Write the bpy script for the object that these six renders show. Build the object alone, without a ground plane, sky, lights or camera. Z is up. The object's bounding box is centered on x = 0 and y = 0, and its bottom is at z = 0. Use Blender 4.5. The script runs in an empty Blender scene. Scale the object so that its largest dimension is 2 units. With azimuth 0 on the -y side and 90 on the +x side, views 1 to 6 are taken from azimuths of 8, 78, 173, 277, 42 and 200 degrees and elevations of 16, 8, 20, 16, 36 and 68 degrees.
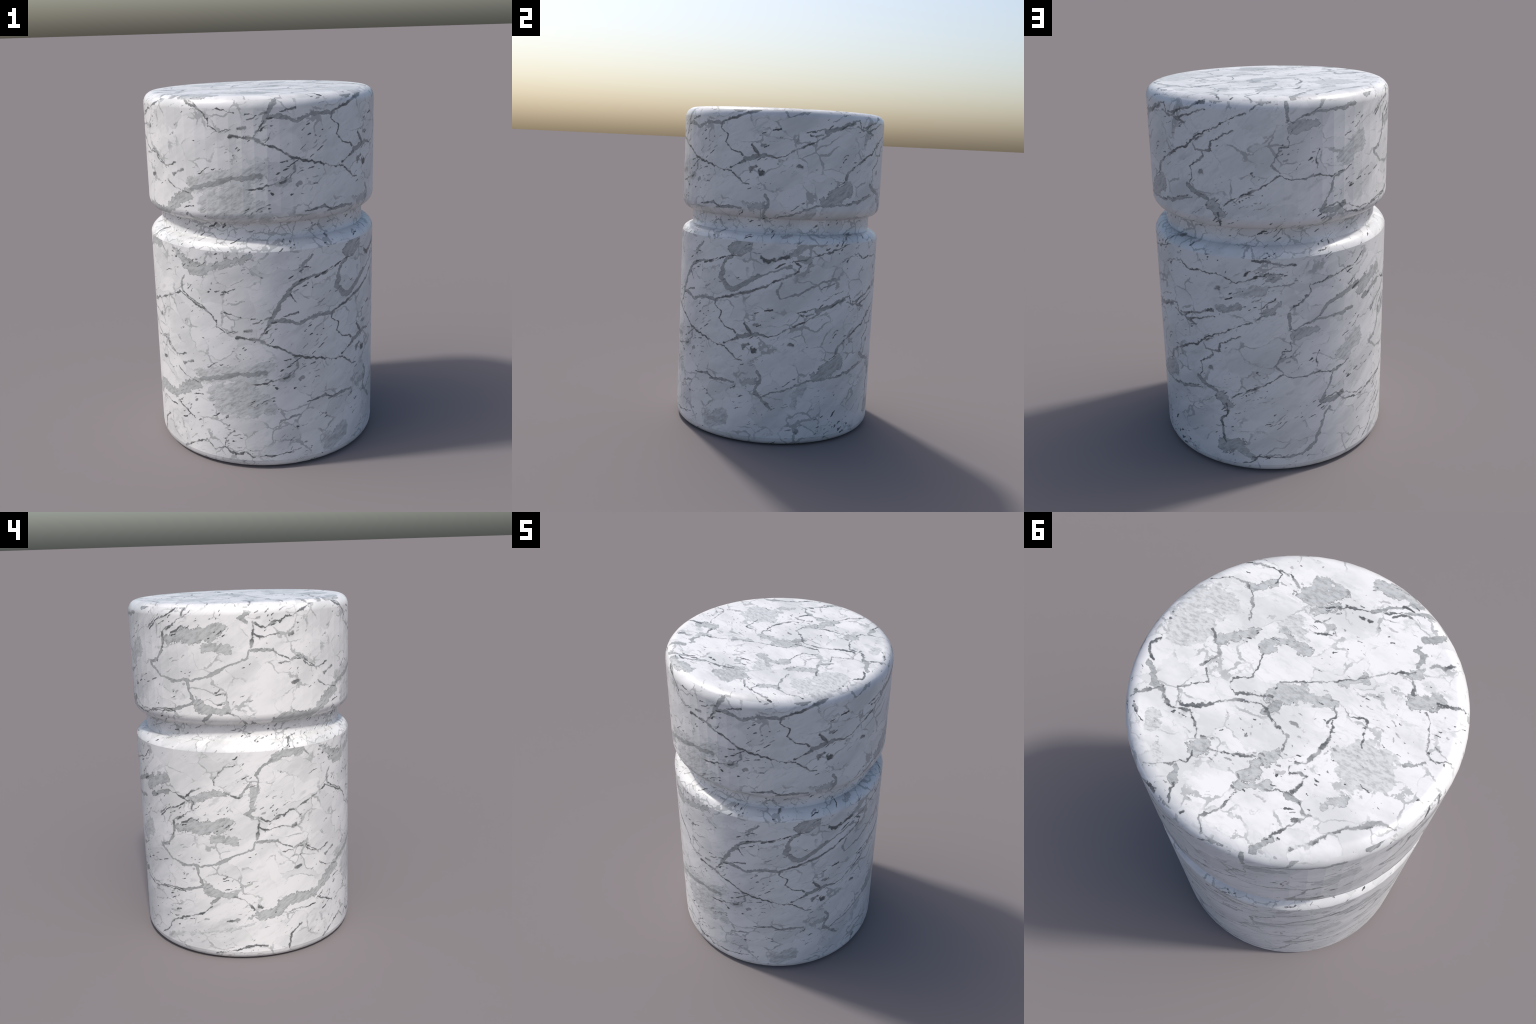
"""A turned marble side table: a tall drum, a recessed neck and a shorter top drum,
one solid of revolution in white marble with grey veins."""
import bpy, bmesh, math
from mathutils import Vector

# ------------------------------------------------------------------ sizes (m)
R = 0.6345            # radius of both drums
NECK_R = 0.571        # radius of the recessed neck
ROUND_UNDER = R - NECK_R   # round under the top drum, as deep as the recess
ROUND_TOP = 0.059     # round of the top edge
ROUND_FOOT = 0.049    # round at the floor
CREASE = 1.2255       # height of the sharp line where the base drum's shoulder starts
SHOULDER_TILT = 18    # slope of the shoulder's face at that line, degrees
BASE_TOP = 1.2735     # base drum ends here
UNDER = 1.3645        # underside of the top drum
HEIGHT = 2.0
SIDES = 64            # facets around, a vertex every 5.625 degrees
STEPS = 6             # steps of each rounded edge
PERIOD = 1.047        # the top drum shows the base drum's figure again, this much higher
SECTORS = 8           # the side is veneered in eight sectors

# ------------------------------------------------------- figure of the marble
# Spines of the main veins and patches. Half width in millimetres, then points:
# on the side as (degrees round from +x, height), on the top as (x, y).
side_figure, top_figure = [], []


def on_side(kind, half_width, *points):
    first = points[0][0]      # keep each spine in one piece across 180 degrees
    arc = [(math.radians((a - first + 180) % 360 - 180 + first) * R, z) for a, z in points]
    side_figure.append(("patch" if kind == "grey" and half_width > 13 else kind, half_width / 1000, arc))


def on_top(kind, half_width, *points):
    top_figure.append(("patch" if kind == "grey" and half_width > 13 else kind, half_width / 1000, list(points)))


# the side that faces -y
on_side("grey", 26, (-120.5, 1.13), (-113.5, 1.11))
on_side("grey", 15, (-113, 1.12), (-101.5, 1.15), (-88, 1.21))
on_side("grey", 14, (-128, 1.2), (-121, 1.14))
on_side("grey", 7, (-123, 1.07), (-125.5, 1.03), (-124.5, 0.98))
on_side("dark", 4, (-124, 0.98), (-119, 0.95), (-112, 0.92), (-105.5, 0.85), (-105, 0.82), (-100.5, 0.79), (-95.5, 0.8))
on_side("dark", 7, (-95.5, 0.76), (-84.5, 0.76), (-80, 0.83))
on_side("grey", 12, (-80, 0.83), (-75, 0.94), (-69.5, 1.01))
on_side("grey", 8, (-79, 0.85), (-73, 0.86), (-65, 0.83), (-56, 0.86), (-46.5, 0.86))
on_side("grey", 9, (-69.5, 1.01), (-67.5, 1.04), (-58.5, 1.08), (-51.5, 1.09))
on_side("dark", 3, (-69.5, 1.01), (-67.5, 1.03), (-58.5, 1.09))
on_side("grey", 5, (-64.5, 1.1), (-63, 1.15), (-58.5, 1.19))
on_side("dark", 3, (-69.5, 1), (-66, 0.95))
on_side("dark", 5, (-85, 0.76), (-67, 0.65), (-47.5, 0.6), (-45.5, 0.59), (-40, 0.58))
on_side("dark", 6, (-67, 0.63), (-66.5, 0.58), (-69.5, 0.54), (-73, 0.53))
on_side("grey", 15, (-74.5, 0.53), (-69.5, 0.54))
on_side("dark", 3, (-75.5, 0.53), (-82.5, 0.5), (-89.5, 0.5))
on_side("pale", 35, (-114.5, 0.51), (-96.5, 0.56), (-82.5, 0.59))
on_side("grey", 12, (-116, 0.49), (-93.5, 0.56), (-82.5, 0.56))
on_side("pale", 55, (-106.5, 0.44), (-89.5, 0.46))
on_side("pale", 50, (-103, 0.38), (-91, 0.4))
on_side("grey", 24, (-144, 0.34), (-133, 0.36), (-118, 0.47))
on_side("pale", 25, (-83, 0.41), (-80, 0.35))
on_side("dark", 4, (-102, 1), (-95, 1.03))
on_side("dark", 3, (-101, 0.9), (-97.5, 0.9), (-93, 0.87))
on_side("dark", 4, (-73, 0.88), (-65.5, 0.89))
on_side("dark", 8, (-91.5, 0.8), (-88.5, 0.8))
on_side("dark", 3, (-62.5, 0.38), (-50, 0.39))
on_side("grey", 7, (-49.5, 0.37), (-34, 0.37))
on_side("grey", 10, (-76, 0.27), (-64.5, 0.31))
on_side("dark", 4, (-129.5, 0.05), (-113.5, 0.14), (-109.5, 0.09), (-104.5, 0.11), (-98, 0.08), (-92, 0.1), (-89.5, 0.07), (-65.5, 0.1))
on_side("dark", 4, (-104.5, 0.12), (-102, 0.18), (-98, 0.22))
on_side("dark", 3, (-154, 0.64), (-142, 0.66), (-137.5, 0.61), (-126, 0.61))
on_side("dark", 3, (-131.5, 0.53), (-128, 0.5), (-118, 0.47))
on_side("dark", 3, (-133, 0.32), (-120.5, 0.25))
on_side("dark", 6, (-126.5, 0.56), (-120, 0.59))

# the side that faces +x
on_side("dark", 5, (-40.5, 0.6), (-33, 0.65))
on_side("grey", 13, (-33, 0.66), (-22.5, 0.68))
on_side("dark", 4, (-34.5, 0.68), (-36, 0.7), (-41, 0.71), (-44, 0.75), (-43, 0.79), (-48, 0.83), (-47, 0.87))
on_side("dark", 4, (-22.5, 0.68), (-15.5, 0.67), (-10, 0.69), (20, 0.86), (32.5, 0.91))
on_side("grey", 13, (10, 0.83), (28, 0.89))
on_side("dark", 6, (-29.5, 0.74), (-28, 0.71), (-25.5, 0.68))
on_side("dark", 8, (-24, 0.73), (-22, 0.74))
on_side("dark", 3, (-1, 0.81), (9, 0.84))
on_side("dark", 3, (1, 0.8), (8.5, 0.81))
on_side("dark", 3, (13, 0.88), (19.5, 0.92), (27, 0.94))
on_side("dark", 6, (-47, 0.87), (-19.5, 0.96), (-1.5, 1.07))
on_side("grey", 9, (-31, 0.92), (-17.5, 0.97))
on_side("grey", 11, (-37.5, 1.14), (-41.5, 1.11), (-44, 1.07), (-44.5, 1), (-41, 0.95), (-36, 0.94), (-22.5, 1.02))
on_side("grey", 6, (-22.5, 1.02), (-5.5, 1.09))
on_side("grey", 30, (-37.5, 1.17), (-29.5, 1.2))
on_side("dark", 4, (-53.5, 1.08), (-39, 1.14), (-35, 1.13), (-27.5, 1.16), (-22, 1.16))
on_side("dark", 9, (-22, 1.14), (-17.5, 1.11), (-7.5, 1.15))
on_side("grey", 16, (-6.5, 1.16), (2, 1.21), (12.5, 1.24))
on_side("dark", 4, (-5.5, 1.12), (30, 1.22))
on_side("dark", 5, (-5, 1.13), (-0.5, 1.1), (-2.5, 1.07))
on_side("grey", 5, (-10, 0.99), (-11.5, 0.95), (-10.5, 0.9), (-1, 0.93), (12.5, 1), (20.5, 1.02))
on_side("dark", 5, (11.5, 0.96), (20, 0.99))
on_side("dark", 4, (30.5, 0.86), (35.5, 0.84), (41.5, 0.88))
on_side("dark", 4, (46.5, 0.72), (36.5, 0.68), (27, 0.62), (24, 0.55), (19.5, 0.53))
on_side("grey", 30, (15.5, 0.47), (25, 0.5))
on_side("grey", 18, (10.5, 0.43), (20, 0.44))
on_side("grey", 5, (-17, 0.31), (6, 0.4), (27.5, 0.41), (46.5, 0.46))
on_side("grey", 14, (-28, 0.37), (-21.5, 0.4))
on_side("grey", 11, (-20.5, 0.45), (-18.5, 0.41), (-21.5, 0.34), (-13.5, 0.23))
on_side("pale", 36, (-50.5, 0.11), (-41, 0.14))
on_side("pale", 24, (-1, 0.27), (0, 0.31), (4, 0.35))
on_side("dark", 10, (-4.5, 0.62), (-2.5, 0.62))
on_side("dark", 11, (-25, 0.58), (-23, 0.58))
on_side("dark", 7, (-30, 0.58), (-30, 0.61), (-26.5, 0.62))
on_side("dark", 5, (-39.5, 0.57), (-34, 0.52), (-30.5, 0.52))
on_side("dark", 4, (-60.5, 0.38), (-51.5, 0.4), (-46.5, 0.37), (-41, 0.38))
on_side("dark", 9, (1, 0.09), (2, 0.1))

# the side that faces +y
on_side("dark", 4, (23, 0.54), (25, 0.6), (32, 0.65), (46, 0.72), (51.5, 0.77), (70.5, 0.87), (74.5, 0.88))
on_side("dark", 4, (49.5, 0.73), (50.5, 0.7), (58, 0.71), (58, 0.75), (68, 0.8))
on_side("dark", 4, (54, 0.7), (54.5, 0.67), (47, 0.62), (48, 0.57), (45.5, 0.53))
on_side("grey", 13, (45.5, 0.52), (48.5, 0.49), (56, 0.47))
on_side("grey", 24, (57, 0.45), (60.5, 0.41))
on_side("dark", 4, (63, 0.44), (88.5, 0.59), (92.5, 0.57), (105, 0.58), (111.5, 0.57), (117.5, 0.59))
on_side("dark", 4, (88.5, 0.6), (84.5, 0.64), (88, 0.72), (92.5, 0.73), (92, 0.77), (94, 0.81))
on_side("grey", 18, (94, 0.82), (104, 0.83))
on_side("dark", 4, (91.5, 0.85), (94, 0.84), (105.5, 0.9))
on_side("grey", 11, (91.5, 0.85), (91.5, 0.93))
on_side("grey", 9, (105.5, 0.9), (109.5, 0.96), (133.5, 1.04))
on_side("grey", 7, (103.5, 0.88), (124.5, 0.9))
on_side("dark", 4, (92, 0.95), (100.5, 1.03), (101.5, 1.08), (105, 1.08), (126, 1.14), (130.5, 1.19))
on_side("dark", 5, (60.5, 0.4), (61, 0.34), (57, 0.3), (59, 0.16))
on_side("grey", 26, (58.5, 0.14), (66, 0.16))
on_side("grey", 16, (66, 0.14), (72.5, 0.1))
on_side("dark", 4, (73, 0.1), (87.5, 0.1))
on_side("grey", 10, (87.5, 0.1), (96.5, 0.11), (104, 0.16), (106, 0.22))
on_side("grey", 7, (106, 0.22), (108, 0.32), (111.5, 0.36))
on_side("grey", 13, (106.5, 0.41), (114, 0.4), (118.5, 0.42))
on_side("dark", 3, (109, 0.42), (114, 0.43), (128, 0.38), (154, 0.39))
on_side("grey", 9, (107.5, 0.42), (112.5, 0.56), (118.5, 0.59))
on_side("pale", 28, (116.5, 0.67), (128.5, 0.7))
on_side("dark", 3, (24.5, 1.12), (37, 1.16), (43, 1.13), (57.5, 1.14), (67, 1.1), (81, 1.15), (88.5, 1.15))
on_side("dark", 4, (75.5, 1.21), (94.5, 1.19))
on_side("grey", 15, (82.5, 1.12), (87, 1.13))
on_side("dark", 5, (81.5, 1.07), (93, 1.09))
on_side("pale", 28, (68, 1.05), (78.5, 1.07))
on_side("grey", 14, (58, 0.94), (68.5, 0.96))
on_side("grey", 14, (80.5, 0.94), (87.5, 0.98))
on_side("dark", 3, (76.5, 0.89), (80, 0.92))
on_side("dark", 3, (77.5, 0.95), (85, 1.01))
on_side("dark", 4, (10.5, 0.81), (32, 0.91), (33, 0.85), (45.5, 0.83))
on_side("dark", 4, (35, 0.86), (55, 0.93))
on_side("dark", 4, (38.5, 0.84), (55, 0.9))
on_side("dark", 3, (26.5, 0.41), (45.5, 0.47))
on_side("dark", 11, (52.5, 0.6), (54, 0.6))
on_side("dark", 10, (94, 1.11), (95, 1.11))
on_side("dark", 9, (57, 1.05), (58.5, 1.06))
on_side("dark", 4, (104.5, 0.61), (104, 0.66), (105.5, 0.71))

# the side that faces -x
on_side("dark", 5, (-166, 0.85), (-160, 0.83), (-141.5, 0.9), (-127, 0.97))
on_side("dark", 4, (-127, 0.98), (-109.5, 0.89))
on_side("dark", 5, (-166, 0.8), (-162.5, 0.78), (-153.5, 0.79))
on_side("dark", 7, (-165.5, 0.85), (-166.5, 0.74))
on_side("grey", 11, (-166.5, 0.72), (-157, 0.71))
on_side("dark", 4, (-157.5, 0.71), (-148, 0.66), (-142.5, 0.67), (-135.5, 0.62), (-129.5, 0.6))
on_side("grey", 6, (-167.5, 0.72), (-169, 0.68), (-186, 0.59), (-195, 0.56), (-206, 0.55), (-212.5, 0.57), (-220, 0.64))
on_side("grey", 11, (161.5, 0.55), (164.5, 0.46))
on_side("grey", 18, (164.5, 0.46), (168, 0.42), (173, 0.41))
on_side("grey", 16, (171, 0.4), (180.5, 0.4))
on_side("grey", 12, (169, 0.34), (173, 0.38))
on_side("grey", 11, (153, 0.4), (163.5, 0.44))
on_side("dark", 4, (115, 0.43), (120, 0.37), (130.5, 0.36), (141.5, 0.4), (153, 0.4))
on_side("dark", 4, (-179.5, 0.39), (-173.5, 0.37), (-169.5, 0.31))
on_side("grey", 18, (-166.5, 0.27), (-158.5, 0.28), (-154, 0.3))
on_side("grey", 24, (-153, 0.33), (-147.5, 0.34), (-139, 0.34))
on_side("grey", 15, (-139, 0.35), (-131, 0.38), (-122.5, 0.43), (-117, 0.45))
on_side("dark", 4, (-152.5, 0.27), (-134, 0.28))
on_side("dark", 4, (169, 0.32), (164, 0.28), (155.5, 0.24), (142, 0.16), (140, 0.11), (133, 0.06))
on_side("pale", 16, (141, 0.07), (157.5, 0.14))
on_side("pale", 6, (157.5, 0.14), (188.5, 0.22))
on_side("dark", 4, (-144, 0.18), (-149.5, 0.14), (-151, 0.05))
on_side("dark", 5, (170, 0.03), (185, 0.08), (191.5, 0.09), (197.5, 0.08))
on_side("grey", 8, (-168.5, 0.9), (-172, 0.88), (-169, 0.85))
on_side("grey", 14, (-169, 0.91), (-167.5, 1.01))
on_side("grey", 5, (-166.5, 1.01), (-165, 1.06), (-166.5, 1.1), (-163, 1.14), (-156.5, 1.17))
on_side("grey", 17, (-156.5, 1.18), (-152, 1.2), (-143, 1.21))
on_side("dark", 4, (-141, 1.21), (-137.5, 1.17))
on_side("grey", 6, (-175, 0.97), (-169, 1.06))
on_side("grey", 14, (161, 0.94), (172.5, 1), (178.5, 1))
on_side("dark", 4, (178.5, 1), (185, 0.97))
on_side("dark", 9, (161, 0.94), (160.5, 0.89))
on_side("dark", 4, (146.5, 0.98), (159.5, 0.94))
on_side("grey", 24, (130.5, 1), (145, 1.05))
on_side("grey", 13, (132.5, 0.93), (145.5, 0.97))
on_side("dark", 4, (157, 0.96), (161.5, 1), (166, 1.02))
on_side("dark", 4, (173, 1.04), (173, 1.07), (179, 1.15), (183.5, 1.16))
on_side("grey", 20, (150.5, 0.77), (161.5, 0.81))
on_side("grey", 32, (164.5, 0.79), (177.5, 0.83))
on_side("grey", 20, (171.5, 0.74), (181.5, 0.73))
on_side("grey", 14, (174.5, 0.79), (178.5, 0.85))
on_side("dark", 6, (147.5, 0.72), (149, 0.81), (155.5, 0.85))
on_side("grey", 9, (139, 0.65), (144, 0.67), (147.5, 0.71))
on_side("pale", 28, (120.5, 0.64), (127, 0.75))
on_side("dark", 8, (-148, 0.79), (-146.5, 0.79))
on_side("dark", 8, (-146, 0.54), (-144, 0.54))
on_side("dark", 5, (177, 0.24), (182.5, 0.25))
on_side("dark", 8, (-166.5, 0.33), (-165, 0.32))
on_side("dark", 3, (139.5, 0.85), (155, 0.91))
on_side("dark", 3, (151, 0.83), (161.5, 0.89))
on_side("dark", 5, (-132, 0.6), (-125, 0.62))
on_side("dark", 5, (-126.5, 0.56), (-121.5, 0.58))

# the round top (x, y in metres)
on_top("dark", 6, (0.46, 0.17), (0.41, 0.2), (0.34, 0.2), (0.29, 0.26), (0.29, 0.28))
on_top("grey", 9, (0.48, 0.15), (0.51, 0.14), (0.54, 0.07), (0.56, 0.06))
on_top("dark", 4, (0.57, 0.21), (0.48, 0.14), (0.46, 0.17))
on_top("dark", 5, (0.4, 0.18), (0.36, 0.18), (0.2, 0.1), (0.11, 0.08), (0.09, 0.09))
on_top("dark", 3, (0.4, 0.18), (0.42, 0.12), (0.32, 0.06), (0.35, 0.01))
on_top("grey", 12, (0.09, 0.1), (0.06, 0.07))
on_top("dark", 4, (0.09, 0.1), (-0.01, 0.17), (-0.02, 0.23))
on_top("grey", 24, (0.27, 0.32), (0.25, 0.3))
on_top("dark", 5, (0.24, 0.31), (0.18, 0.31), (0.06, 0.28))
on_top("grey", 18, (0.05, 0.31), (-0.01, 0.25))
on_top("grey", 20, (0.08, 0.37), (0.04, 0.34))
on_top("grey", 15, (0.07, 0.4), (-0.01, 0.37))
on_top("dark", 5, (0.28, 0.33), (0.28, 0.38), (0.4, 0.43), (0.43, 0.43))
on_top("grey", 10, (0.31, 0.41), (0.3, 0.47))
on_top("dark", 4, (0.3, 0.47), (0.29, 0.53))
on_top("grey", 26, (0.07, 0.02), (-0.01, -0.01))
on_top("grey", 16, (-0.03, -0), (-0.14, 0))
on_top("dark", 5, (-0.14, 0), (-0.15, 0.04), (-0.13, 0.08))
on_top("dark", 5, (0.21, 0.07), (0.08, 0.04))
on_top("dark", 3, (0.22, 0.07), (0.24, 0.02), (0.18, -0.01), (0.17, -0.12))
on_top("dark", 4, (0.07, -0.02), (-0.01, -0.05), (-0.38, -0.23))
on_top("grey", 14, (-0.14, -0.1), (-0.21, -0.14))
on_top("grey", 17, (-0.37, -0.22), (-0.4, -0.24))
on_top("grey", 10, (-0.38, -0.26), (-0.39, -0.31), (-0.36, -0.32), (-0.36, -0.34))
on_top("dark", 5, (-0.38, -0.2), (-0.4, -0.14))
on_top("grey", 25, (-0.41, -0.11), (-0.48, -0.14))
on_top("dark", 6, (-0.49, -0.13), (-0.59, -0.14))
on_top("dark", 4, (-0.45, -0.08), (-0.48, -0.05), (-0.51, 0.07), (-0.53, 0.09), (-0.6, 0.07))
on_top("grey", 11, (-0.44, 0.14), (-0.51, 0.11))
on_top("pale", 45, (-0.27, 0.24), (-0.37, 0.17))
on_top("pale", 36, (-0.28, 0.28), (-0.36, 0.23))
on_top("pale", 26, (-0.23, 0.18), (-0.3, 0.13))
on_top("grey", 15, (-0.23, 0.37), (-0.28, 0.33))
on_top("dark", 4, (-0.15, -0.02), (-0.2, 0.02), (-0.27, 0.02), (-0.28, 0.13))
on_top("dark", 5, (-0.15, 0.06), (-0.16, 0.15), (-0.12, 0.25), (-0.08, 0.26))
on_top("dark", 6, (-0.07, 0.28), (-0.08, 0.3), (-0.13, 0.29), (-0.13, 0.32), (-0.1, 0.36))
on_top("dark", 4, (-0.01, 0.38), (-0.1, 0.37))
on_top("grey", 12, (-0.09, 0.38), (-0.13, 0.39))
on_top("dark", 4, (-0.13, 0.39), (-0.16, 0.43), (-0.19, 0.43), (-0.09, 0.54))
on_top("grey", 13, (-0.1, 0.55), (-0.05, 0.6))
on_top("dark", 7, (-0.17, 0.56), (-0.37, 0.4), (-0.42, 0.37), (-0.48, 0.37))
on_top("dark", 4, (0.14, 0.6), (0.16, 0.55), (0.1, 0.5), (0.08, 0.41))
on_top("grey", 28, (0.13, -0.42), (0.06, -0.46))
on_top("grey", 26, (0.09, -0.39), (0, -0.45))
on_top("grey", 18, (0.07, -0.35), (-0.02, -0.4))
on_top("dark", 4, (0.05, -0.38), (-0.26, -0.45))
on_top("grey", 24, (-0.14, -0.55), (-0.28, -0.53))
on_top("grey", 10, (-0.16, -0.43), (-0.2, -0.46), (-0.33, -0.51))
on_top("grey", 11, (-0.27, -0.45), (-0.38, -0.49))
on_top("pale", 50, (0.52, -0.22), (0.4, -0.27))
on_top("pale", 45, (0.5, -0.15), (0.41, -0.19))
on_top("pale", 26, (0.5, -0.08), (0.43, -0.11))
on_top("grey", 15, (0.35, -0.12), (0.24, -0.19))
on_top("dark", 4, (0.4, -0.16), (0.37, -0.11), (0.34, -0.09), (0.33, -0.05), (0.37, 0))
on_top("dark", 4, (0.48, -0.36), (0.4, -0.39), (0.34, -0.38), (0.3, -0.33), (0.27, -0.23))
on_top("grey", 15, (0.32, -0.38), (0.24, -0.42))
on_top("dark", 4, (0.24, -0.42), (0.23, -0.46), (0.25, -0.48), (0.35, -0.48))
on_top("dark", 4, (0.25, -0.48), (0.2, -0.48), (0.15, -0.44))
on_top("dark", 5, (0.56, -0.05), (0.58, -0.02), (0.57, 0.02), (0.54, 0.04))
on_top("grey", 22, (0.16, -0.14), (0.12, -0.19), (0.04, -0.18))
on_top("grey", 17, (0.13, -0.23), (0.1, -0.21))
on_top("pale", 34, (0.12, -0.27), (0.07, -0.24))
on_top("dark", 5, (0.03, -0.26), (-0.06, -0.29))
on_top("dark", 4, (0.04, -0.31), (-0.01, -0.34))
on_top("grey", 13, (-0.37, -0.37), (-0.44, -0.41))
on_top("dark", 5, (-0.43, -0.28), (-0.46, -0.28), (-0.51, -0.3))
on_top("pale", 18, (0.46, 0.25), (0.45, 0.29))
on_top("pale", 18, (0.41, 0.36), (0.39, 0.4))


# ------------------------------------------------------------------ node tools
class Tree:
    def __init__(self, name):
        self.mat = bpy.data.materials.new(name)
        self.mat.use_nodes = True
        self.t = self.mat.node_tree
        self.t.nodes.clear()

    def node(self, kind, **props):
        n = self.t.nodes.new(kind)
        for k, v in props.items():
            setattr(n, k, v)
        return n

    def put(self, socket, value):
        if isinstance(value, bpy.types.NodeSocket):
            self.t.links.new(value, socket)
        else:
            socket.default_value = value

    def math(self, op, a, b=0.0, c=0.0, clamp=False):
        n = self.node("ShaderNodeMath", operation=op, use_clamp=clamp)
        for s, v in zip(n.inputs, (a, b, c)):
            self.put(s, v)
        return n.outputs[0]

    def vec(self, op, a, b=(0, 0, 0), c=(0, 0, 0)):
        n = self.node("ShaderNodeVectorMath", operation=op)
        self.put(n.inputs[0], a)
        self.put(n.inputs[1], b)
        if op == "MULTIPLY_ADD":
            self.put(n.inputs[2], c)
        return n.outputs["Value" if op in ("DOT_PRODUCT", "LENGTH", "DISTANCE") else "Vector"]

    def scale(self, a, f):
        n = self.node("ShaderNodeVectorMath", operation="SCALE")
        self.put(n.inputs[0], a)
        self.put(n.inputs["Scale"], f)
        return n.outputs["Vector"]

    def xyz(self, x, y, z):
        n = self.node("ShaderNodeCombineXYZ")
        for s, v in zip(n.inputs, (x, y, z)):
            self.put(s, v)
        return n.outputs[0]

    def split(self, v):
        n = self.node("ShaderNodeSeparateXYZ")
        self.put(n.inputs[0], v)
        return n.outputs

    def step(self, value, low, high, to_low=0.0, to_high=1.0):
        n = self.node("ShaderNodeMapRange", interpolation_type="SMOOTHSTEP")
        for s, v in zip(n.inputs, (value, low, high, to_low, to_high)):
            self.put(s, v)
        return n.outputs[0]

    def mix(self, factor, a, b):
        n = self.node("ShaderNodeMix", data_type="RGBA")
        self.put(n.inputs["Factor"], factor)
        for s, v in ((n.inputs[6], a), (n.inputs[7], b)):
            self.put(s, v if isinstance(v, bpy.types.NodeSocket) else (*v, 1))
        return n.outputs[2]

    def noise(self, space, size, detail=2.0, rough=0.5, seed=0.0, colour=False, distort=0.0):
        """Noise whose lumps are about 1 / size metres, in a space = (vector, w)."""
        v, w = space
        n = self.node("ShaderNodeTexNoise", noise_dimensions="3D" if w is None else "4D")
        self.put(n.inputs["Vector"], self.vec("ADD", v, (seed, seed * 1.7, -seed)))
        if w is not None:
            self.put(n.inputs["W"], w)
        self.put(n.inputs["Scale"], size)
        self.put(n.inputs["Detail"], detail)
        self.put(n.inputs["Roughness"], rough)
        self.put(n.inputs["Distortion"], distort)
        return n.outputs["Color" if colour else "Fac"]

    def nearest(self, flat, spines):
        """Distance from the point to the nearest of the spines, in half widths of it.
        The running best rides in the z of the vector, so each step follows the last."""
        state = self.vec("ADD", flat, (0, 0, 50))
        for width, a, b in spines:
            a, run = Vector((*a, 0)), Vector((b[0] - a[0], b[1] - a[1], 0))
            q = self.vec("MULTIPLY_ADD", state, (1, 1, 0), tuple(-a))
            h = self.vec("DOT_PRODUCT", q, tuple(run / max(run.length_squared, 1e-8)))
            h = self.math("ADD", h, 0.0, clamp=True)
            d = self.vec("DISTANCE", self.scale(tuple(run), h), q)
            state = self.vec("MINIMUM", state, self.xyz(100.0, 100.0, self.math("MULTIPLY", d, 1 / width)))
        return self.split(state)[2]


WHITE, CLOUD = (0.71, 0.705, 0.705), (0.56, 0.565, 0.565)
PALE, PATCH, GREY, DARK = (0.50, 0.51, 0.51), (0.41, 0.422, 0.422), (0.32, 0.332, 0.332), (0.085, 0.09, 0.093)


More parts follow.
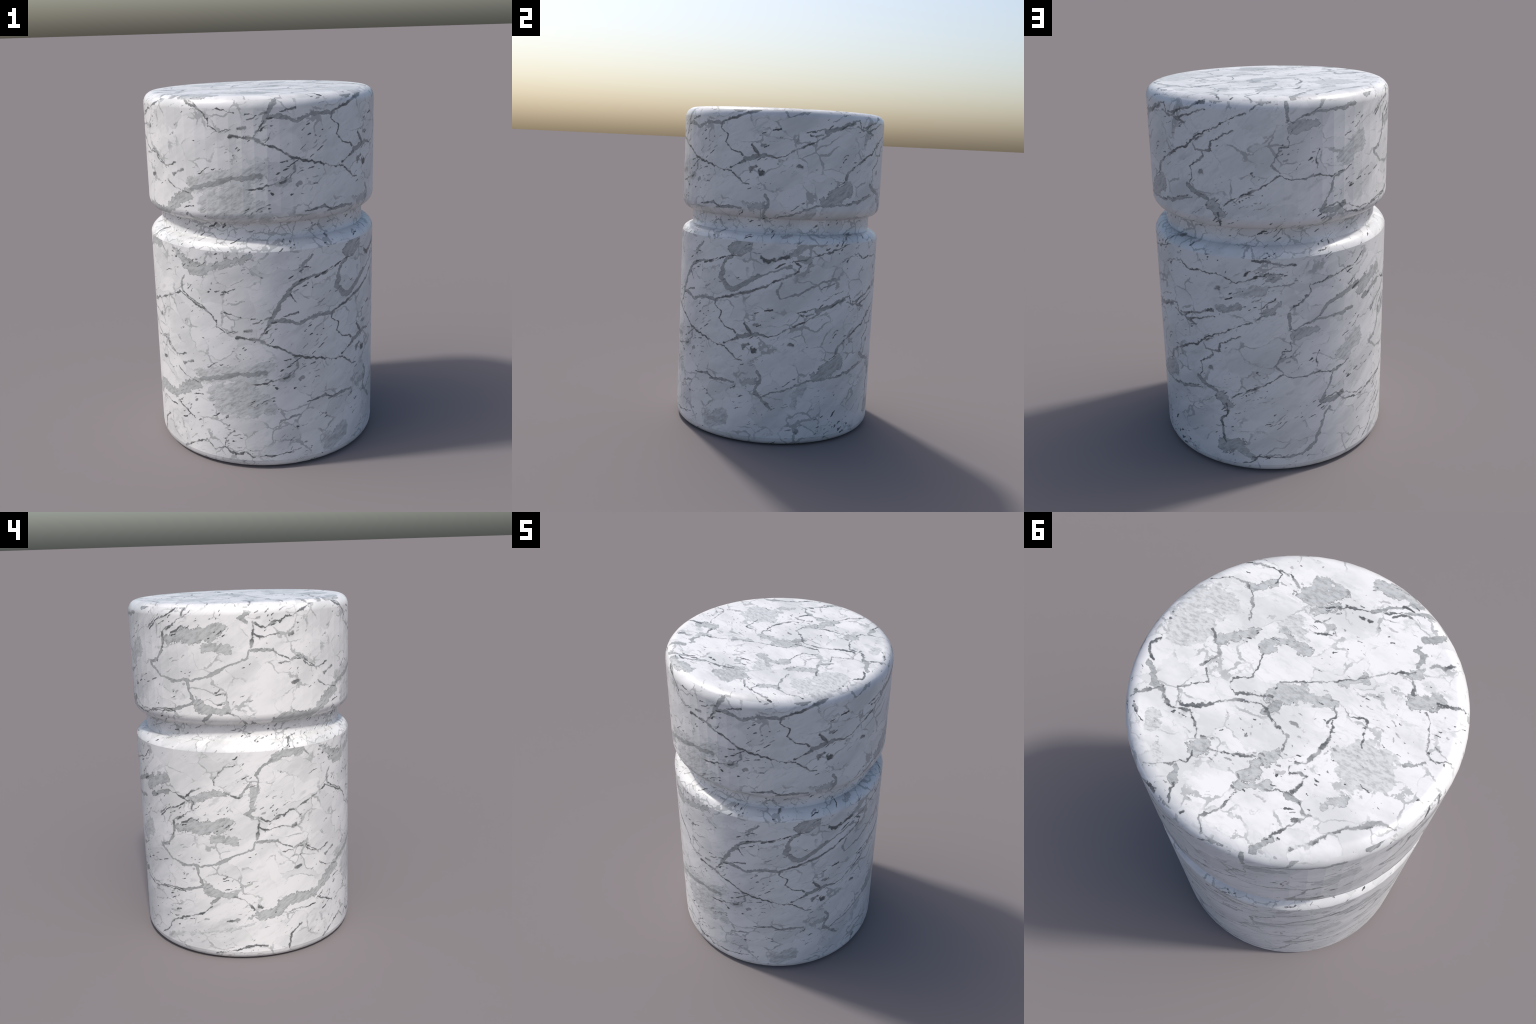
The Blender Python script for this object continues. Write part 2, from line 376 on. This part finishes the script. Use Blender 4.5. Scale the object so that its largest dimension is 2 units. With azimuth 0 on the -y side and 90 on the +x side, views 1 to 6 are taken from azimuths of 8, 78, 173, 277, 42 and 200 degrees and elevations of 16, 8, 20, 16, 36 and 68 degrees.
def marble(name, spaces, figure, fine=1.0):
    """White marble: cells of slightly different white, faint flow lines, placed patches
    and veins with ragged edges, a net of thin cracks and swarms of dark dashes."""
    t = Tree(name)
    flat, even, grain, along, solid = spaces(t)

    # crumpled coordinates: slow bends, then jags
    bend = t.vec("SUBTRACT", t.noise(even, 7.0, 1, 0.5, 4.0, colour=True), (0.5, 0.5, 0.5))
    jag = t.vec("SUBTRACT", t.noise(even, 30.0, 3, 0.65, 6.0, colour=True), (0.5, 0.5, 0.5))
    crumple = t.vec("ADD", t.scale(bend, 0.035), t.scale(jag, 0.040))
    bent = t.vec("MULTIPLY", t.vec("ADD", flat, crumple), (1, 1, 0))

    torn = t.vec("ADD", bent, t.vec("MULTIPLY", jag, (0.05, 0.03, 0)))

    # body: cells of different white, clouds, flow lines, grit
    cells = t.node("ShaderNodeTexVoronoi", voronoi_dimensions="3D", feature="F1")
    loose = t.vec("ADD", solid, t.vec("ADD", t.scale(bend, 0.22), t.scale(jag, 0.06)))
    t.put(cells.inputs["Vector"], loose)
    t.put(cells.inputs["Scale"], 6.0 * fine)
    tone = t.split(cells.outputs["Color"])
    cloud = t.noise(grain, 7.0, 4, 0.62, 3.1)
    shade = t.math("MULTIPLY_ADD", tone[0], 0.16, cloud)
    colour = t.mix(t.step(shade, 0.44, 0.80), WHITE, CLOUD)
    flow = t.noise(grain, 6.0, 3, 0.55, 8.2, distort=0.4)
    flow = t.math("ABSOLUTE", t.math("SUBTRACT", t.math("FRACT", t.math("MULTIPLY", flow, 14.0)), 0.5))
    where = t.step(t.noise(even, 3.0, 1, 0.5, 5.5), 0.42, 0.62)
    colour = t.mix(t.math("MULTIPLY", t.step(flow, 0.14, 0.0), t.math("MULTIPLY", where, 0.32)), colour, PALE)
    grit = t.noise(grain, 34.0, 4, 0.72, 1.3)
    colour = t.mix(t.step(grit, 0.52, 0.78, 0.0, 0.6), colour, PALE)

    wisp = t.noise(grain, 15.0, 5, 0.7, 40.0)
    wisp = t.math("MULTIPLY", t.step(wisp, 0.57, 0.66), t.step(t.noise(even, 4.5, 2, 0.5, 44.0), 0.40, 0.60, 0.1, 0.75))
    colour = t.mix(wisp, colour, PALE)

    # a net of thin broken cracks between the cells
    net = t.node("ShaderNodeTexVoronoi", voronoi_dimensions="3D", feature="DISTANCE_TO_EDGE")
    t.put(net.inputs["Vector"], loose)
    t.put(net.inputs["Scale"], 6.0 * fine)
    fade = t.noise(even, 7.0, 3, 0.6, 21.0)
    reach = t.step(fade, 0.40, 0.72, 0.004, 0.045 * fine)
    crack = t.math("SUBTRACT", net.outputs["Distance"], reach)
    crack = t.math("MULTIPLY", t.step(crack, 0.012, -0.004), t.step(fade, 0.44 - 0.1 * (fine - 1), 0.62 - 0.1 * (fine - 1), 0.0, 0.75))
    colour = t.mix(crack, colour, GREY)

    ragged = t.math("SUBTRACT", t.noise(even, 20.0, 4, 0.62, 9.0), 0.5)
    fray = t.math("SUBTRACT", t.noise(grain, 11.0, 6, 0.68, 30.0), 0.5)
    streak = t.noise(grain, 70.0, 3, 0.65, 2.0)
    blotch = t.step(t.noise(even, 12.0, 2, 0.5, 14.0), 0.34, 0.60)
    for kind, tint, rough, soft in (("pale", PALE, 4.6, 0.08), ("patch", PATCH, 5.0, 0.05), ("grey", GREY, 4.4, 0.16)):
        spines = figure.get(kind)
        if spines:
            near = t.nearest(bent if kind == "grey" else torn, spines)
            d = t.math("SUBTRACT", t.math("MULTIPLY_ADD", fray, rough, near), 1.0 if kind == "grey" else 1.3)
            body = t.mix(t.step(streak, 0.40, 0.70), tuple(c * 1.12 for c in tint), tuple(c * 0.74 for c in tint))
            rim = t.math("MULTIPLY", t.step(t.math("ABSOLUTE", d), 0.30, 0.0, 0.0, 0.75), blotch)
            if kind != "pale":
                body = t.mix(rim, body, DARK)
            colour = t.mix(t.step(d, soft, -soft), colour, body)
    spines = figure.get("dark")
    if spines:
        near = t.nearest(bent, spines)
        d = t.math("SUBTRACT", t.math("MULTIPLY_ADD", ragged, 5.5, near), 0.82)
        colour = t.mix(t.step(d, 1.0, -0.2, 0.0, 0.4), colour, GREY)
        core = t.math("MULTIPLY", t.step(d, 0.25, -0.25), t.step(blotch, 0.0, 1.0, 0.5, 1.0))
        colour = t.mix(core, colour, t.mix(t.step(streak, 0.38, 0.62), DARK, (0.17, 0.178, 0.18)))

    # dark dashes along the grain, in loose swarms
    swarm = t.step(t.noise(even, 5.5, 2, 0.6, 17.0), 0.41 - 0.12 * (fine - 1), 0.60 - 0.12 * (fine - 1))
    wobble = t.vec("ADD", t.scale(jag, 0.028), t.scale(bend, 0.10))
    for size, keep, largest, seed in ((20.0, 0.62, 0.15, 0.0), (33.0, 0.54, 0.18, 3.7), (56.0, 0.62, 0.24, 7.1)):
        v = t.node("ShaderNodeTexVoronoi", voronoi_dimensions="2D", feature="F1")
        t.put(v.inputs["Vector"], t.vec("ADD", t.vec("ADD", along, wobble), (seed, seed, 0)))
        t.put(v.inputs["Scale"], size)
        tone = t.split(v.outputs["Color"])
        radius = t.math("MULTIPLY", t.step(tone[0], keep, 1.0, 0.0, largest), swarm)
        spot = t.math("SUBTRACT", v.outputs["Distance"], radius)
        spot = t.math("MULTIPLY", t.step(spot, 0.03, -0.03), t.step(radius, 0.02, 0.05))
        spot = t.math("MULTIPLY", spot, t.step(tone[1], 0.1, 0.9, 0.4, 1.0))
        colour = t.mix(spot, colour, DARK)

    s = t.node("ShaderNodeBsdfPrincipled")
    t.put(s.inputs["Base Color"], colour)
    t.put(s.inputs["Roughness"], 0.34)
    t.put(s.inputs["IOR"], 1.5)
    out = t.node("ShaderNodeOutputMaterial")
    t.t.links.new(s.outputs[0], out.inputs["Surface"])
    return t.mat


def side_spaces(centre):
    """Coordinates that wrap round the drum and repeat with the height. The stone's
    grain climbs two periods in one turn, so it is sheared and drawn out along it."""
    def spaces(t):
        p = t.split(t.node("ShaderNodeTexCoord").outputs["Object"])
        turn = t.math("ARCTAN2", p[1], p[0])
        c, s = t.math("COSINE", turn), t.math("SINE", turn)
        phase = t.math("MULTIPLY", p[2], 2 * math.pi / PERIOD)
        ring = PERIOD / (2 * math.pi)

        def torus(a, b, ph):
            v = t.xyz(t.math("MULTIPLY", c, a), t.math("MULTIPLY", s, a), t.math("MULTIPLY", t.math("COSINE", ph), b))
            return v, t.math("MULTIPLY", t.math("SINE", ph), b)

        climb = t.math("MULTIPLY_ADD", turn, -2.0, phase)
        even = torus(R, ring, phase)
        grain = torus(R / 2.4, ring * 0.95, climb)
        # the sector's own flat map
        ca, sa = math.cos(centre), math.sin(centre)
        x = t.math("MULTIPLY_ADD", p[0], ca, t.math("MULTIPLY", p[1], sa))
        y = t.math("MULTIPLY_ADD", p[1], ca, t.math("MULTIPLY", p[0], -sa))
        z = t.math("MULTIPLY_ADD", t.math("GREATER_THAN", p[2], UNDER - 0.05), -PERIOD, p[2])
        flat = t.xyz(t.math("MULTIPLY", t.math("ARCTAN2", y, x), R), z, 0.0)
        # long cells that climb with the grain
        u = t.math("MULTIPLY", turn, R)
        slope = math.radians(27)
        along = t.xyz(t.math("MULTIPLY", t.math("MULTIPLY_ADD", z, math.tan(slope), u), 0.25),
                      t.math("MULTIPLY_ADD", u, -math.tan(slope), z), 0.0)
        solid = t.xyz(p[0], p[1], t.math("MULTIPLY", p[2], 1.5))
        return flat, even, grain, along, solid
    return spaces


def top_spaces(t):
    """Flat coordinates seen from above; the grain runs along x."""
    p = t.split(t.node("ShaderNodeTexCoord").outputs["Object"])
    flat = t.xyz(p[0], p[1], 0.0)
    even = (t.xyz(p[0], p[1], 0.37), None)
    v = t.math("MULTIPLY_ADD", p[0], 0.15, p[1])
    grain = (t.xyz(t.math("MULTIPLY", p[0], 0.5), v, 1.9), None)
    along = t.xyz(t.math("MULTIPLY", p[0], 0.4), v, 0.0)
    return flat, even, grain, along, t.xyz(p[0], t.math("MULTIPLY", p[1], 1.3), 0.4)


MARGIN = 0.05


def side_spines(centre):
    """Pieces of the side figure that reach into one sector, in its own flat map."""
    found, half = {}, math.pi / SECTORS * R
    turn, mid = 2 * math.pi * R, centre * R
    for kind, width, arc in side_figure:
        for a, b in zip(arc, arc[1:]):
            shift = turn * round(((a[0] + b[0]) / 2 - mid) / turn) + mid
            a1, b1 = (a[0] - shift, a[1]), (b[0] - shift, b[1])
            reach = half + width + MARGIN
            if min(a1[0], b1[0]) > reach or max(a1[0], b1[0]) < -reach:
                continue
            found.setdefault(kind, []).append((width, a1, b1))
    return found


def top_spines():
    found = {}
    for kind, width, line in top_figure:
        for a, b in zip(line, line[1:]):
            found.setdefault(kind, []).append((width, a, b))
    return found


side_marble = []
for k in range(SECTORS):
    centre = 2 * math.pi * k / SECTORS
    side_marble.append(marble("veined_marble_side", side_spaces(centre), side_spines(centre)))
top_marble = marble("veined_marble_top", top_spaces, top_spines())
neck_marble = marble("veined_marble_plain", side_spaces(0.0), {}, fine=1.8)

# ------------------------------------------------------------------- profiles
# A profile is a list of strips ((r, z), tilt) -> ((r, z), tilt, skin): the tilt is
# the angle of the shading normal above the horizon at that end.


def arc(r, z, radius, start, end, skin, crease_end=False, switch=None):
    strips, grow = [], (end - start) / STEPS

    def place(d):
        return r + radius * math.cos(math.radians(d)), z + radius * math.sin(math.radians(d))

    for i in range(STEPS):
        a, b = start + grow * i, start + grow * (i + 1)
        nb = b - grow if crease_end and i == STEPS - 1 else b
        strips.append((place(a), a, place(b), nb, switch((a + b) / 2) if switch else skin))
    return strips


def drum(name, strips, parent, faceted=False):
    """Turns the strips round the z axis; a faceted drum shows its flat staves."""
    skins = [*side_marble, top_marble, neck_marble]
    bm = bmesh.new()
    rings, normals = {}, []

    def ring(point):
        key = (round(point[0], 5), round(point[1], 5))
        if key not in rings:
            r, z = key
            if r == 0:
                rings[key] = [bm.verts.new((0, 0, z))] * SIDES
            else:
                rings[key] = [bm.verts.new((r * math.cos(2 * math.pi * i / SIDES), r * math.sin(2 * math.pi * i / SIDES), z)) for i in range(SIDES)]
        return rings[key]

    def normal(i, tilt):
        a, e = 2 * math.pi * i / SIDES, math.radians(tilt)
        return Vector((math.cos(e) * math.cos(a), math.cos(e) * math.sin(a), math.sin(e)))

    for low, tilt_low, high, tilt_high, skin in strips:
        one, two = ring(low), ring(high)
        for i in range(SIDES):
            j = (i + 1) % SIDES
            corner = [(one[i], i, tilt_low), (one[j], j, tilt_low), (two[j], j, tilt_high), (two[i], i, tilt_high)]
            unique = []
            for c in corner:
                if c[0] not in [u[0] for u in unique]:
                    unique.append(c)
            f = bm.faces.new([c[0] for c in unique])
            f.smooth = True
            if skin == "side":
                f.material_index = round((i + 0.5) / SIDES * SECTORS) % SECTORS
            else:
                f.material_index = SECTORS if skin == "top" else SECTORS + 1
            if skin == "side" and faceted and tilt_low == tilt_high == 0:
                normals.extend(normal(i + 0.5, 0) for _ in unique)
            else:
                normals.extend(normal(k, tilt) for _, k, tilt in unique)
    mesh = bpy.data.meshes.new(name)
    bm.to_mesh(mesh)
    bm.free()
    for m in skins:
        mesh.materials.append(m)
    mesh.normals_split_custom_set(normals)
    obj = bpy.data.objects.new(name, mesh)
    bpy.context.collection.objects.link(obj)
    obj.parent = parent
    return obj


table = bpy.data.objects.new("side_table", None)
table["label"] = "round white marble side table with recessed neck and grey veins"
table["category"] = "side table"
bpy.context.collection.objects.link(table)

inner = NECK_R
foot = R - ROUND_FOOT
base = [((0, 0), -90, (foot, 0), -90, "top")]
base += arc(foot, ROUND_FOOT, ROUND_FOOT, -90, 0, "side", crease_end=True)
base += [((R, ROUND_FOOT), 0, (R, CREASE), 0, "side")]
# the shoulder is an arc from the crease to the foot of the neck
lean = math.degrees(math.atan2(R - inner, BASE_TOP - CREASE))
last = 2 * lean - SHOULDER_TILT
c0, c1 = math.cos(math.radians(SHOULDER_TILT)), math.cos(math.radians(last))
bow = (R - inner) / (c0 - c1)
base += arc(R - bow * c0, CREASE - bow * math.sin(math.radians(SHOULDER_TILT)), bow, SHOULDER_TILT, last, "neck")
drum("base_drum", base, table)

LIP = 0.006   # narrow chamfer under the top drum
neck = [((inner, BASE_TOP), 40, (inner, BASE_TOP + 0.035), 6, "neck"),
        ((inner, BASE_TOP + 0.035), 6, (inner, UNDER - LIP), -12, "neck"),
        ((inner, UNDER - LIP), -45, (inner + LIP, UNDER), -45, "neck")]
drum("neck", neck, table)

head = arc(inner, UNDER + ROUND_UNDER, ROUND_UNDER, -90, 0, "side")
head[0] = ((inner + LIP, UNDER), -90, head[0][2], head[0][3], "side")
head += [((R, UNDER + ROUND_UNDER), 0, (R, HEIGHT - ROUND_TOP), 0, "side")]
rim = R - ROUND_TOP
head += arc(rim, HEIGHT - ROUND_TOP, ROUND_TOP, 0, 90, "side", switch=lambda d: "top" if d > 45 else "side")
head += [((rim, HEIGHT), 90, (0, HEIGHT), 90, "top")]
drum("top_drum", head, table, faceted=True)
